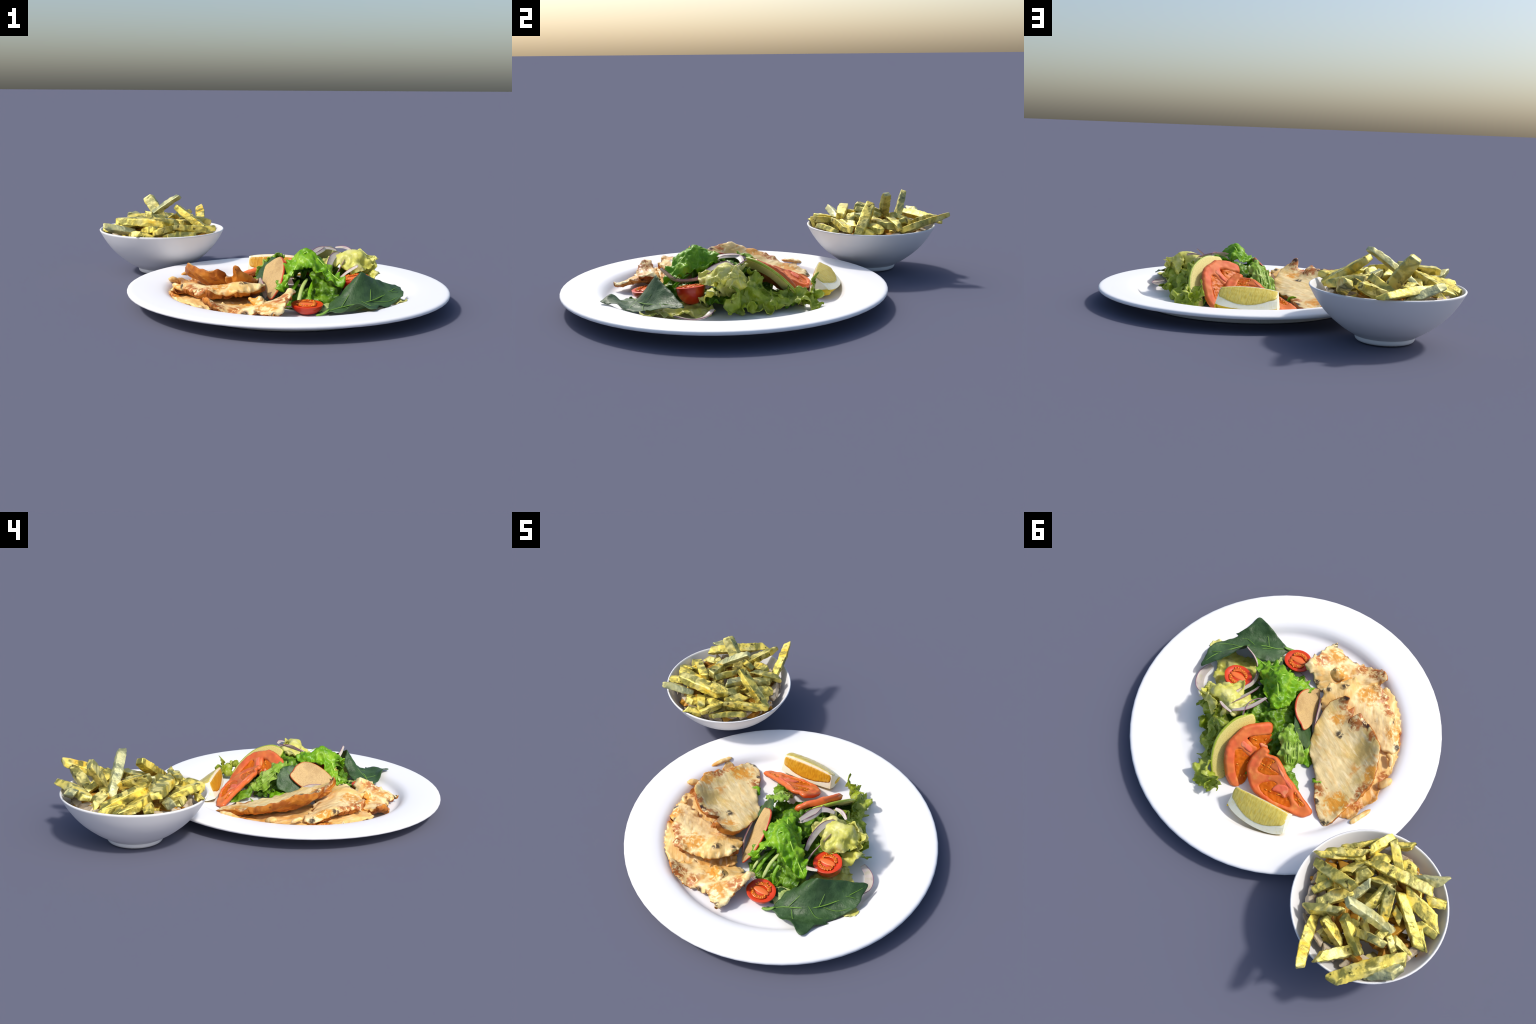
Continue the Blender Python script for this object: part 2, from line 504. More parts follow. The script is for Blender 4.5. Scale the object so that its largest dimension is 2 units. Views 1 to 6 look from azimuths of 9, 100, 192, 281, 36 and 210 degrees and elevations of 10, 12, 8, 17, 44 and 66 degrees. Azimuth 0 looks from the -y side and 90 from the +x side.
            walls = [q for (b, a, a2, b2) in walls for q in ((b, a, mid[a], mid[b]), (mid[b], mid[a], a2, b2))]
        faces = [tuple(f) for f in self.F] + [tuple(i + n for i in reversed(f)) for f in self.F] + walls
        mi = list(dict.fromkeys(mats))
        idx = [mi.index(mats[0])] * len(self.F) + [mi.index(mats[2])] * len(self.F) + [mi.index(mats[1])] * len(walls)
        self.top = top
        return make(name, V, faces, mi, idx, parent=parent)

    def on(self, path, lift=0.0):
        """carry control points (cm) onto the finished upper surface"""
        Q = self.to2(np.asarray(path, float) / 100)
        out = []
        for q in Q:
            d2 = ((self.V2 - q) ** 2).sum(1)
            k = np.argsort(d2)[:6]
            w = 1 / (d2[k] + 1e-6)
            out.append((self.top[k] * w[:, None]).sum(0) / w.sum() + self.n * lift)
        return np.array(out)


def tube(name, path, radius, mat, sides=8, parent=None, flat=1.0, n=None, taper=True, closed_m=True):
    P = np.asarray(path, float)
    n = n or max(8, int(length(P, False) / 0.008))
    P = spline(P, False, n)
    T = np.gradient(P, axis=0)
    T /= np.linalg.norm(T, axis=1)[:, None] + 1e-9
    V, F = [], []
    for i in range(n):
        s = i / (n - 1)
        r = radius * ((0.35 + 0.65 * min(1, 5 * (1 - s), 6 * s + 0.3)) if taper else 1)
        side = np.cross(T[i], (0, 0, 1.0))
        if np.linalg.norm(side) < 1e-3:
            side = np.cross(T[i], (1.0, 0, 0))
        side /= np.linalg.norm(side)
        up = np.cross(side, T[i])
        for k in range(sides):
            a = 2 * math.pi * k / sides
            V.append(P[i] + side * math.cos(a) * r + up * math.sin(a) * r * flat)
    for i in range(n - 1):
        for k in range(sides):
            F.append((i * sides + k, i * sides + (k + 1) % sides, (i + 1) * sides + (k + 1) % sides, (i + 1) * sides + k))
    F.append(tuple(range(sides))[::-1])
    F.append(tuple((n - 1) * sides + k for k in range(sides)))
    return make(name, V, F, [mat], parent=parent)


def lathe(name, profile, centre, mat, seg=64, parent=None):
    V, F = [], []
    m = len(profile)
    for i in range(seg):
        a = 2 * math.pi * i / seg
        for r, z in profile:
            V.append((centre[0] + r * math.cos(a), centre[1] + r * math.sin(a), z))
    for i in range(seg):
        j = (i + 1) % seg
        for k in range(m - 1):
            F.append((i * m + k, j * m + k, j * m + k + 1, i * m + k + 1))
    # the profile runs from the axis on one side to the axis on the other
    return make(name, V, F, [mat], parent=parent)


def dense(profile, n=80):
    P = np.array([(r, 0, z) for r, z in profile])
    Q = spline(P, False, n)
    return [(max(r, 0.0005), z) for r, _, z in Q]


def pebble(name, c, axes, radii, mat, parent=None, u=14, v=9, lump=0.0, seed=0.0, lower_only=False):
    """ellipsoid with own axes; lower_only keeps the half below its equator (a cut half)"""
    V, F = [], []
    A = [np.asarray(a, float) for a in axes]
    lo = 0.0
    for j in range(v + 1):
        th = math.pi / 2 * (1 + j / v) if lower_only else math.pi * j / v
        for i in range(u):
            ph = 2 * math.pi * i / u
            p = np.array([math.sin(th) * math.cos(ph), math.sin(th) * math.sin(ph), math.cos(th)])
            p = p * (1 + lump * fbm(p, 1.6, 2, seed))
            V.append(np.asarray(c) + A[0] * p[0] * radii[0] + A[1] * p[1] * radii[1] + A[2] * p[2] * radii[2])
    for j in range(v):
        for i in range(u):
            k = (i + 1) % u
            F.append((j * u + i, (j + 1) * u + i, (j + 1) * u + k, j * u + k))
    return make(name, V, F, [mat], parent=parent)


# ------------------------------------------------------------------ dishes
def dishes():
    top = PLATE_TOP[:-1] + [(0.797, 0.0865), (0.8045, 0.082), (0.806, 0.0765), (0.8035, 0.070), (0.79, 0.0655),
                            (0.74, 0.062), (0.68, 0.058), (0.635, 0.051), (0.605, 0.035), (0.589, 0.015), (0.581, 0.003), (0.572, 0.0), (0.56, 0.001), (0.545, 0.005), (0.525, 0.010), (0.49, 0.012), (0.42, 0.012), (0.25, 0.012), (0.0, 0.012)]
    plate = lathe("dinner_plate", dense(top, 260), PLATE_C, "plate", 72)
    tag(plate, "round white china dinner plate with a wide rim", "plate")
    prof = [(0.0, 0.030), (0.05, 0.030), (0.10, 0.032), (0.17, 0.052), (0.25, 0.105), (0.312, 0.180), (0.353, 0.2535), (0.3585, 0.2565), (0.362, 0.2525),
            (0.340, 0.211), (0.3165, 0.175), (0.286, 0.137), (0.251, 0.103), (0.201, 0.064), (0.163, 0.041), (0.138, 0.027), (0.10, 0.022), (0.06, 0.022), (0.0, 0.022)]
    bowl = lathe("serving_bowl", dense(prof, 110), BOWL_C, "bowl", 80)
    tag(bowl, "deep white porcelain bowl on a low foot", "bowl")
    ring = [(0.116, 0.026), (0.115, 0.006), (0.119, 0.002), (0.126, 0.002), (0.135, 0.008), (0.139, 0.017), (0.1395, 0.030)]
    lathe("foot_ring", dense(ring, 30), BOWL_C, "bowl", 64, parent=bowl)


# ------------------------------------------------------------------ chicken
def chicken():
    a_out = [(-23.5, 22, 4.5), (-26.6, 18.4, 5.5), (-28.8, 12.7, 7.5), (-32.5, 2.4, 11), (-34.6, -7.1, 14), (-33.3, -13.5, 16.5),
             (-30.3, -22.2, 20), (-27.4, -25.8, 19.5), (-21.6, -30.5, 19), (-15.8, -33.4, 19), (-12.4, -34.6, 19.5), (-10.1, -31.6, 16.5),
             (-9.2, -29.5, 14.8), (-8, -37.9, 16.8), (-5.7, -35, 16.5), (-4.6, -38.7, 20), (-3.1, -38.9, 22.5), (0.5, -37.6, 19.5),
             (4.1, -34.2, 16.5), (5.2, -28.7, 15), (5.1, -20, 12), (2.6, -10.7, 8.5), (-1.9, -4.9, 8), (-7.7, 1.7, 7.8), (-11.6, 9, 7), (-17, 16.7, 6)]
    a_in = [(-7.9, -23.2, 12.8), (-18.4, -24.6, 13.7), (-21.2, -19, 11.8), (-20.9, 9.5, 6.8), (-5.3, -30, 13.7), (-0.4, -16, 10.8), (-10.2, -15.4, 10.7), (-22.6, 12.7, 6.6), (-17, -5, 9.2), (-27, -5, 10.5)]
    s = Sheet(a_out, a_in, res=0.007, jag=0.004, seed=1)
    s.rough(0.007, 20, 3, edge=(0.035, 0.010, 20))
    f = s.build("chicken_fillet", ("meat_a", "seared", "seared"), thick=0.034, rim=0.007, round_w=0.03, drop=0.12, rough_under=0.014)
    tag(f, "thin grilled chicken fillet with curled browned edges", "chicken")

    b_out = [(11, -40.9, 14.4), (9.3, -46.4, 14.0), (5.7, -50.4, 13.5), (-1.2, -54.7, 13.5), (-9.2, -55.8, 13.5), (-16.2, -56.2, 14), (-19.5, -55, 13.5),
             (-21, -51.1, 12.5), (-25.6, -47, 13), (-30.5, -43.5, 12), (-34.6, -37.9, 10.5), (-36.9, -33.5, 9.5), (-35.8, -28.2, 8.5), (-30.2, -28.2, 9),
             (-20.7, -30, 9), (-5.9, -29.9, 8.5), (4.9, -30.1, 8.5), (8.2, -34.2, 12)]
    b_in = [(2.6, -47, 15.9), (-9.2, -48.9, 14.2), (-12.3, -40.1, 12.3), (-28.2, -43.8, 13.3), (-29, -37.7, 12.1), (-35.5, -33, 10.4), (-21, -45, 13.4), (3.2, -39.2, 14), (-9.6, -35.8, 10.5)]
    s = Sheet(b_out, b_in, res=0.006, jag=0.010, jag_f=45, seed=2)
    s.rough(0.009, 20, 3, edge=(0.03, 0.012, 30))
    f = s.build("chicken_fillet", ("meat_b", "meat_b", "seared"), thick=0.046, rim=0.010, round_w=0.03, drop=0.2, rough_under=0.012)
    tag(f, "thick golden grilled chicken fillet with char spots", "chicken")

    c_out = [(24.4, -68, 8.5), (20.5, -72, 6.9), (12.6, -68.5, 7), (6.2, -68.5, 5.5), (-1.1, -68.7, 5.8), (-7, -69.1, 9.6), (-12.3, -65.6, 12.5), (-13.2, -62.5, 11),
             (-10.4, -60.2, 8.5), (-1.5, -51.6, 6), (9, -45.4, 6), (15.1, -43.9, 5.5), (19.3, -46.1, 6), (22.2, -48.4, 9), (25.7, -47.4, 12.5), (27.5, -49.6, 14),
             (26.4, -56.1, 13), (24.4, -63.3, 10)]
    c_in = [(22.6, -54.5, 12.5), (23.8, -50.2, 14.6), (21.6, -57.5, 11.6), (16.6, -64.5, 9.3), (10.9, -66.3, 8.3), (4.9, -68, 6.4), (-2, -63.1, 7.8), (8, -60, 7.5), (16.4, -53.1, 9), (7.7, -51, 7)]
    s = Sheet(c_out, c_in, res=0.006, jag=0.009, jag_f=50, seed=3)
    s.rough(0.008, 24, 3, edge=(0.02, 0.010, 45))
    f = s.build("chicken_fillet", ("meat_c", "seared", "seared"), thick=0.026, rim=0.005, round_w=0.02, drop=0.2, rough_under=0.012)
    tag(f, "charred piece of grilled chicken with folded edge", "chicken")
    k_out = [(14.5, -52, 7), (15, -55.5, 9.5), (12.8, -60, 9), (9.5, -58, 8), (6.0, -54.5, 11), (8.5, -51.5, 8.5)]
    k = Sheet(k_out, [(11.5, -55.5, 11.5), (8.5, -55, 10.5)], res=0.005, jag=0.003, seed=4)
    k.rough(0.008, 40, 3)
    k.build("torn_flap", ("meat_c", "meat_c", "seared"), thick=0.02, rim=0.006, round_w=0.012, parent=f)

    d_out = [(-14, -61.5, 6.5), (-21, -59, 8), (-26.7, -52.9, 7.5), (-30.6, -47.3, 7), (-36.9, -35.3, 6.2), (-38.9, -25.5, 5.8), (-39.5, -19.2, 5), (-39.2, -10.5, 5),
             (-40.1, -1.6, 5.5), (-35.7, 4.8, 4.8), (-34.9, 12.1, 5), (-31.3, 13, 4.5), (-22.2, 11.7, 5), (-9.8, -10.6, 4.5), (3, -34, 6), (12, -44, 7), (2, -54, 6.5)]
    s = Sheet(d_out, [(-10, -52, 7.5), (-30, -25, 6), (-20, -20, 5.5)], res=0.008, jag=0.008, seed=5)
    s.rough(0.012, 20, 3, edge=(0.03, 0.012, 40))
    f = s.build("chicken_fillet", ("meat_d", "meat_d", "seared"), thick=0.025, rim=0.008, round_w=0.02, drop=0.2, rough_under=0.01)
    tag(f, "ragged flat piece of chicken under the others", "chicken")

    for path, r in ([[(-35.2, 15.5, 8.2), (-37.5, 10.5, 8.6), (-40.8, 3.5, 7.6)], 0.013], [[(-38.0, -9.8, 6.5), (-40, -12, 8.5), (-42.2, -15.3, 9.6)], 0.020],
                    [[(-33.5, -27, 8.2), (-36.5, -25.5, 9.0), (-37.6, -22, 7.0)], 0.013]):
        t = tube("chicken_scrap", np.array(path) / 100, r, "meat_d", 10, flat=0.8)
        for v in t.data.vertices:
            v.co += Vector((0, 0, 1)) * fbm(v.co, 40, 2, 3) * 0.006
        tag(t, "small loose scrap of browned chicken", "chicken")


# ------------------------------------------------------------------ salad leaves
def spinach():
    out = [(40, -57.3, 5), (43.1, -57.3, 6), (50.5, -60.0, 7.5), (54.5, -61.0, 10.5), (58, -61.8, 11.5), (62, -63.8, 10.3), (64.5, -63.9, 9.9), (65.8, -60.5, 9.5), (66.7, -55.5, 10), (68.8, -52.1, 8.5),
           (70.8, -49.8, 7.0), (69.3, -49.4, 7.5), (72.4, -44, 8.5), (76.4, -38.1, 10), (77.3, -33.5, 11), (76.5, -29.2, 11.5), (75.1, -21.4, 11.7), (69.9, -25.9, 14),
           (64.1, -31.5, 17), (60.4, -36.3, 19.5), (56.9, -39.4, 21.5), (54, -39, 18.5), (51.6, -38.6, 15.5), (48.0, -41.2, 11), (43.5, -45.5, 7.5), (42, -54.7, 5)]
    inn = [(50.1, -52.6, 6.9), (54.9, -54.2, 6.4), (52, -46.8, 12), (60.5, -47.5, 8.5), (52.8, -42.8, 16.5), (66.5, -40.5, 9.2), (71.6, -32.2, 11.5), (60.7, -57.5, 9.5), (62.9, -52.2, 8),
           (61, -42, 12), (47.5, -45.7, 10.5), (45.5, -54.5, 6.5)]
    s = Sheet(out, inn, res=0.006, jag=0.004, jag_f=30, seed=11)
    s.rough(0.004, 26, 2, edge=(0.03, 0.004, 30))
    leaf = s.build("spinach_leaf", ("spinach", "spinach", "spinach"), thick=0.0035, rim=0.002, round_w=0.01)
    tag(leaf, "large dark green spinach leaf with pale veins", "leaf")
    rib = [(42, -57, 6), (47, -53.5, 9), (54, -50.5, 10), (61, -46, 13), (67, -39, 13), (72, -31, 12), (74.5, -25, 12)]
    tube("leaf_vein", s.on(rib, 0.0010), 0.0030, "spinach_vein", 6, leaf, flat=0.6)
    for br in ([(51, -52, 10), (55, -57, 7), (60, -60, 8)], [(58, -48, 12), (64, -50, 9), (69, -47, 8)], [(63, -44, 13), (70, -42, 11), (75, -38, 10)],
               [(49, -52.7, 10), (52, -47, 14), (55, -42, 18)], [(62, -45.3, 13), (62, -40, 17)], [(67, -39, 13), (68, -33, 14)], [(70, -34, 12), (75, -32, 11)]):
        tube("leaf_vein", s.on(br, 0.0008), 0.0016, "spinach_vein", 6, leaf, flat=0.5)
    tube("leaf_stalk", np.array([(38, -58.2, 4.3), (41, -57.5, 5.0), (44, -56, 7)]) / 100, 0.009, "spinach_vein", 8, leaf, flat=0.6)

    # leaf standing behind the red apple slice
    out = [(8.4, -6.7, 19.8), (10.5, -9.4, 22), (14.3, -16.2, 22), (15.1, -21.9, 19), (13.6, -25, 14.5), (9.2, -24.3, 8.9), (4.8, -18.1, 7.2), (3.6, -13.8, 8.8), (2.3, -7.8, 11.9), (5.5, -6.4, 16.5)]
    s = Sheet(out, [], normal=(-0.7, -0.3, 0.6), res=0.007, jag=0.004, seed=12)
    s.rough(0.006, 20, 2, edge=(0.03, 0.006, 28))
    leaf = s.build("spinach_leaf", ("spinach",) * 3, thick=0.003, rim=0.002, round_w=0.01)
    tag(leaf, "dark green spinach leaf standing upright", "leaf")
    tube("leaf_vein", s.on([(9, -12, 21), (7, -18, 15), (5, -22, 9)], 0.0), 0.0025, "spinach_vein", 6, leaf, flat=0.6)
    out = [(42, -52, 4.5), (45, -47, 5), (43, -43.5, 6), (39, -44, 6.5), (37, -48, 5.5), (38.5, -53, 4.2)]
    s = Sheet(out, [(41, -47.5, 7.5)], res=0.007, seed=13)
    s.rough(0.004, 30, 2)
    tag(s.build("spinach_leaf", ("spinach",) * 3, thick=0.003, rim=0.002, round_w=0.01), "small dark spinach leaf tip", "leaf")


LEAVES = [
    # material, label, normal, outline, inner, relief amp, ruffle amp, ruffle width
    ("lettuce", "bright green frilly lettuce leaf folded like a tent", (0, 0, 1),
     [(49.5, -38.5, 15), (44.7, -39.6, 16.3), (40.8, -39.0, 17.8), (37.0, -38.5, 19.8), (32.1, -37.8, 23.5), (29, -37.5, 23), (25.6, -36.5, 21), (22.2, -38.3, 16.5),
      (20.6, -41.1, 11.7), (16, -36, 12), (19.9, -32.4, 19), (20.8, -26.2, 22), (20.7, -21.3, 21), (22.7, -15.7, 22), (27, -13.1, 24), (30, -15.9, 24), (36.2, -21, 20), (41, -26, 20.5), (46.5, -32, 18.5)],
     [(29.8, -28.1, 30), (40.5, -32.5, 22.5), (35.3, -28.8, 27), (29.4, -23.2, 27.5), (25.5, -28.9, 26.5), (25.6, -17, 26), (34.7, -24, 23.5), (31.9, -21.2, 22.5)], 0.012, 0.02, 0.05),
    ("lettuce_pale", "pale yellow crumpled lettuce heart leaf", (0, 0, 1),
     [(64.1, -4, 22.5), (61.6, -5.5, 20), (62.1, -7.9, 21.5), (61.6, -11.2, 20), (57.4, -14.6, 17), (54.2, -17.8, 17.5), (51.2, -20.5, 18.0), (46.8, -20.1, 19), (44.4, -15.5, 21),
      (38.8, -14.7, 21), (36.4, -11.5, 21), (38.2, -6.3, 22), (40.8, -0.2, 22), (44.8, -0.8, 22), (48.1, 4, 16), (53.1, -2.8, 20), (59.5, -2.7, 19), (62.6, -2.5, 19)],
     [(51.5, -7.5, 27), (56, -6, 25), (56, -12, 23.5), (50.2, -13.9, 21.5), (44, -11.4, 23)], 0.012, 0.022, 0.05),
    ("lettuce_pale", "pale yellow lettuce leaf hanging down in folds", (0.75, -0.1, 0.6),
     [(53, -2, 25), (59, -4, 24), (63.5, -8, 20), (64, -12, 15), (61, -17, 11), (56, -18, 10), (56, -12, 14), (57, -7, 12), (55, -1, 14), (52, 2, 18)], [(60, -8, 19), (58, -12, 16)], 0.012, 0.018, 0.04),
    ("lettuce_mid", "green frilly lettuce leaf along the plate side", (0.55, 0.2, 0.8),
     [(58.7, -3.7, 19), (53.3, -4.7, 20), (47.9, 3.3, 20), (43.6, 1.3, 21), (42.9, 5.4, 20), (44.8, 10.7, 16), (43.8, 16.5, 13), (40.3, 23, 12), (38.7, 28, 11), (36, 31, 12), (34, 32.6, 9),
      (39.7, 30.3, 5), (42.4, 33.9, 5), (45.2, 33.7, 5.5), (46.5, 28.6, 7.5), (46.9, 21, 7), (52.1, 15.3, 6), (54.7, 7.4, 6), (57.7, 7.9, 8), (59.3, 0.1, 6), (62.4, -1.8, 6), (64.4, -4, 10)],
     [(47, 13.6, 14), (45.5, 18.9, 10.5), (42.2, 27.3, 10), (54.9, -0.8, 15), (52, 5.2, 15)], 0.012, 0.028, 0.05),
    ("lettuce_mid", "curly light green lettuce leaf end standing up", (-0.2, 0.75, 0.6),
     [(29.6, 32.8, 13.5), (33, 32.5, 17.3), (35.5, 32, 15), (37.5, 30, 11), (41, 29, 8.5), (45.5, 30.5, 7), (45.5, 33, 5), (42, 34.5, 4.5), (38, 34, 4.5), (34, 35, 5), (31.5, 34, 9)], [(36, 32, 9), (41, 31.5, 6)], 0.012, 0.022, 0.04),
    ("lettuce_fold", "folded lettuce leaf with pale stiff ribs", (-0.3, 0.3, 0.9),
     [(14.8, -9.3, 23.5), (12.4, -10.8, 24.3), (9.3, -8.9, 22), (5, -5.7, 19), (1.2, -2.7, 13), (0.4, -0.2, 10.5), (3, 2.4, 10), (2.4, 4.2, 9), (5.9, 9.1, 10), (12.9, 6.0, 12.5), (12.5, 1.9, 17), (16.1, -3.3, 21)],
     [(12.9, -4.4, 22.5), (8.6, 1.2, 18.5), (6.3, -3, 16.5), (6.3, 5.1, 13.5)], 0.010, 0.012, 0.04),
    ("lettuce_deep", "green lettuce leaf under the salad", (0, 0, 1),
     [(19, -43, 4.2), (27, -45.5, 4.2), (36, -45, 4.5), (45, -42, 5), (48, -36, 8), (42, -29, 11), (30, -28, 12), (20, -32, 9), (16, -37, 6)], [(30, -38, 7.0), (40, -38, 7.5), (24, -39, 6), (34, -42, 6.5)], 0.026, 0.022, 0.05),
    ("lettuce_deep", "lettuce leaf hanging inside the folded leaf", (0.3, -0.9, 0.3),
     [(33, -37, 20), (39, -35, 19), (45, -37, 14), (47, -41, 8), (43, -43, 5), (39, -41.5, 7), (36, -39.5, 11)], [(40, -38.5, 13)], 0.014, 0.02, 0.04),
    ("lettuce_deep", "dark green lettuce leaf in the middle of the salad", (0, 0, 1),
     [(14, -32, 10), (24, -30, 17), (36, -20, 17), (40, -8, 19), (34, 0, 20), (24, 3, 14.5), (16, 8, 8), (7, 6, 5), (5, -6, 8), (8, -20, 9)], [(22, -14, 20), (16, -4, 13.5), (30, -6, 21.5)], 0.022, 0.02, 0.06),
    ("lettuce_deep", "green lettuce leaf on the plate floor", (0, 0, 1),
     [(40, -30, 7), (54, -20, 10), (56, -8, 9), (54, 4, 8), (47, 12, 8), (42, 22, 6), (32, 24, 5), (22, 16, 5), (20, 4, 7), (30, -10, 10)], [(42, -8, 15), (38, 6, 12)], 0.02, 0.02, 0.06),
    ("lettuce_pale", "pale lettuce leaf lying flat under the tomato", (0, 0, 1),
     [(75.5, -41.5, 7.6), (79.0, -38, 9.4), (76.5, -34.5, 8.6), (71, -31, 7), (67, -22, 6), (62, -15, 5), (56, -12, 6), (50, -20, 7), (46, -32, 6), (47, -40, 5.5), (54, -42, 6), (64, -40, 7)], [(58, -30, 8), (66, -32, 7)], 0.014, 0.012, 0.05),
    ("lettuce_rib", "pale stiff lettuce stalk piece on the plate", (0, 0, 1),
     [(35, -46, 4.6), (40, -42, 6), (46, -43, 6.5), (47, -48, 6), (43, -52.5, 5), (37, -51, 4.6)], [(41, -47, 7.5)], 0.005, 0.004, 0.03),
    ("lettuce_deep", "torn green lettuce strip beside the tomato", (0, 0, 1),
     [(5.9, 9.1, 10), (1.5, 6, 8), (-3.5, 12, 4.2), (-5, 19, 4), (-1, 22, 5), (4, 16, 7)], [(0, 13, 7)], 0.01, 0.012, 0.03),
    ("lettuce", "little curled lettuce scrap by the chicken", (0, 0, 1),
     [(-7, 3, 6), (-9, 5.5, 8), (-13, 4.0, 7.5), (-14.5, 8, 6), (-16.5, 11, 4.5), (-18, 9.5, 4.2), (-16, 4, 5), (-12.5, 0.5, 6.5), (-9, 0, 6)], [], 0.006, 0.008, 0.02),
    ("lettuce", "green lettuce tip under the chicken edge", (0, 0, 1),
     [(3, -12, 9), (5, -4, 8), (2, -2, 5), (-2, -2.5, 4.5), (-1, -8, 6)], [], 0.006, 0.01, 0.02),
]


def lettuce():
    for i, (mat, label, nrm, out, inn, amp, ruf, w) in enumerate(LEAVES):
        s = Sheet(out, inn, nrm, res=0.0065, jag=0.010, jag_f=55, seed=20 + i)
        s.rough(amp * (1.5 if mat != "lettuce_pale" else 1.1), 24 if mat != "lettuce_pale" else 15, 2, edge=(w, ruf * 1.25, 34), crease=True)
        if mat in ("lettuce_mid", "lettuce_pale"):        # deep folds running across the leaf
            k = 1.0 if mat == "lettuce_mid" else 0.3
            s.rough(0.024 * k, 14, 1, seed=7, edge=(w * 1.6, 0.024 * k, 17))
        s.rough(0.004, 55, 2, seed=2, crease=True)
        leaf = s.build("lettuce_leaf", (mat,) * 3, thick=0.003, rim=0.0018, round_w=0.008)
        tag(leaf, label, "lettuce")
        if i == 0:
            for rib in ([(49, -38, 15), (43, -35, 20), (36, -31, 26), (30, -25, 28), (25, -17, 26)], [(20.5, -40, 12), (24, -36, 20), (29, -31, 28), (33, -27, 27)]):
                tube("leaf_rib", s.on(rib, -0.001), 0.0028, "rib_green", 6, leaf, flat=0.6)
        if i == 6:
            for k, st in enumerate(([(27, -31, 15), (24.5, -37, 11), (23, -43, 5)], [(31, -32, 16), (29, -38, 12), (28, -44.5, 5)], [(34, -33, 15), (33, -40, 10), (35, -44.5, 5.5)], [(24, -33, 12), (21.5, -38, 9), (20.5, -42.5, 5)])):
                tube("leaf_stalk", np.array(st) / 100, 0.011 - 0.001 * k, "lettuce_rib" if k % 2 else "lettuce", 10, leaf, flat=0.5)
        if i == 5:
            for k in range(5):
                x = 13.5 - k * 2.4
                tube("leaf_rib", s.on([(x + 1.5, -8.5 + k, 23), (x - 2, -2 + k, 18), (x - 5 + k, 4, 11)], 0.001), 0.0045, "lettuce_fold", 6, leaf, flat=0.8)


# ------------------------------------------------------------------ fruit and vegetables
def apples():
    nr = (-0.697, -0.402, 0.594)
    out = [(7.5, -14, 17.5), (10, -15, 20.2), (13.2, -16.6, 22.6), (16.2, -20.4, 23.9), (18.3, -26.3, 22.2), (18.9, -32.6, 18.0), (17.6, -38.7, 12.2), (14.8, -42.6, 8), (12, -38, 8.5), (9, -29, 9.5), (7.2, -21, 12)]
    s = Sheet(out, [], nr, res=0.006, seed=41)
    s.rough(0.0015, 20, 2)
    a = s.build("apple_slice", ("apple_r", "skin_r", "apple_r"), thick=0.012, rim=0.009, round_w=0.006)
    tag(a, "apple slice with red skin standing on edge", "apple")
    tube("apple_skin", s.on(out[1:8], -0.006), 0.0052, "skin_r", 8, a, taper=False)
    ng = (-0.673, 0.463, 0.577)
    out = [(31.7, -4.5, 24.9), (29.8, -1.9, 20.6), (33.2, 3.6, 20.2), (35.8, 10.7, 17.6), (35.3, 16.9, 11.9), (32.5, 23.4, 3.9), (34.5, 26.6, 4.2), (37.2, 26.7, 6.2), (39.7, 23.6, 11.7),
           (41.2, 18.9, 17.2), (41.4, 13.9, 21.4), (40, 8, 24.5), (37.6, 2.4, 26.2), (34.4, -1.9, 26)]
    s = Sheet(out, [], ng, res=0.006, seed=42)
    a = s.build("apple_slice", ("apple_g", "skin_g", "apple_g"), thick=0.014, rim=0.010, round_w=0.006)
    tag(a, "crescent apple slice with green skin leaning over", "apple")
    tube("apple_skin", s.on([out[6], out[7], out[8], out[9], out[10], out[11], out[12], out[13]], -0.006), 0.0070, "skin_g", 8, a, taper=False)


def tomato_slice(label, normal, wall, thick, holes, gels, cores, seed):
    """fleshy wall with open seed chambers; the gel lies sunk in them"""
    s = Sheet(wall, [], normal, res=0.0055, jag=0.004, jag_f=22, seed=seed, holes=holes)
    s.rough(0.008, 18, 2)
    body = s.build("tomato_slice", ("tomato_wall", "tomato_skin", "tomato_wall"), thick=thick, rim=thick * 0.55, round_w=0.011)
    tag(body, label, "tomato")
    rng = random.Random(seed)
    n = s.n
    for ch in gels:
        c = Sheet(ch, [], normal, res=0.005, seed=seed + 1)
        c.rough(0.006, 45, 2)
        c.P = c.P - n * 0.0055
        c.build("gel_chamber", ("tomato_gel",) * 3, thick=thick * 0.6, rim=0.004, round_w=0.012, drop=0.3, parent=body)
        mid = np.mean(np.array(ch), 0)
        for k in range(7):
            q = np.array(ch[rng.randrange(len(ch))])
            p = mid + (q - mid) * rng.uniform(0.2, 0.8)
            d = mid - p
            d /= np.linalg.norm(d) + 1e-9
            pebble("tomato_seed", p / 100 - n * 0.0035, (d, np.cross(n, d), n), (0.0065, 0.0030, 0.0018), "seed", body, 8, 5)
    for co in cores:
        c = Sheet(co, [], normal, res=0.005, seed=seed + 2)
        c.P = c.P + c.n * 0.0020
        c.rough(0.003, 40, 2)
        c.build("tomato_core", ("tomato_core",) * 3, thick=0.012, rim=0.004, round_w=0.008, drop=0.7, parent=body)


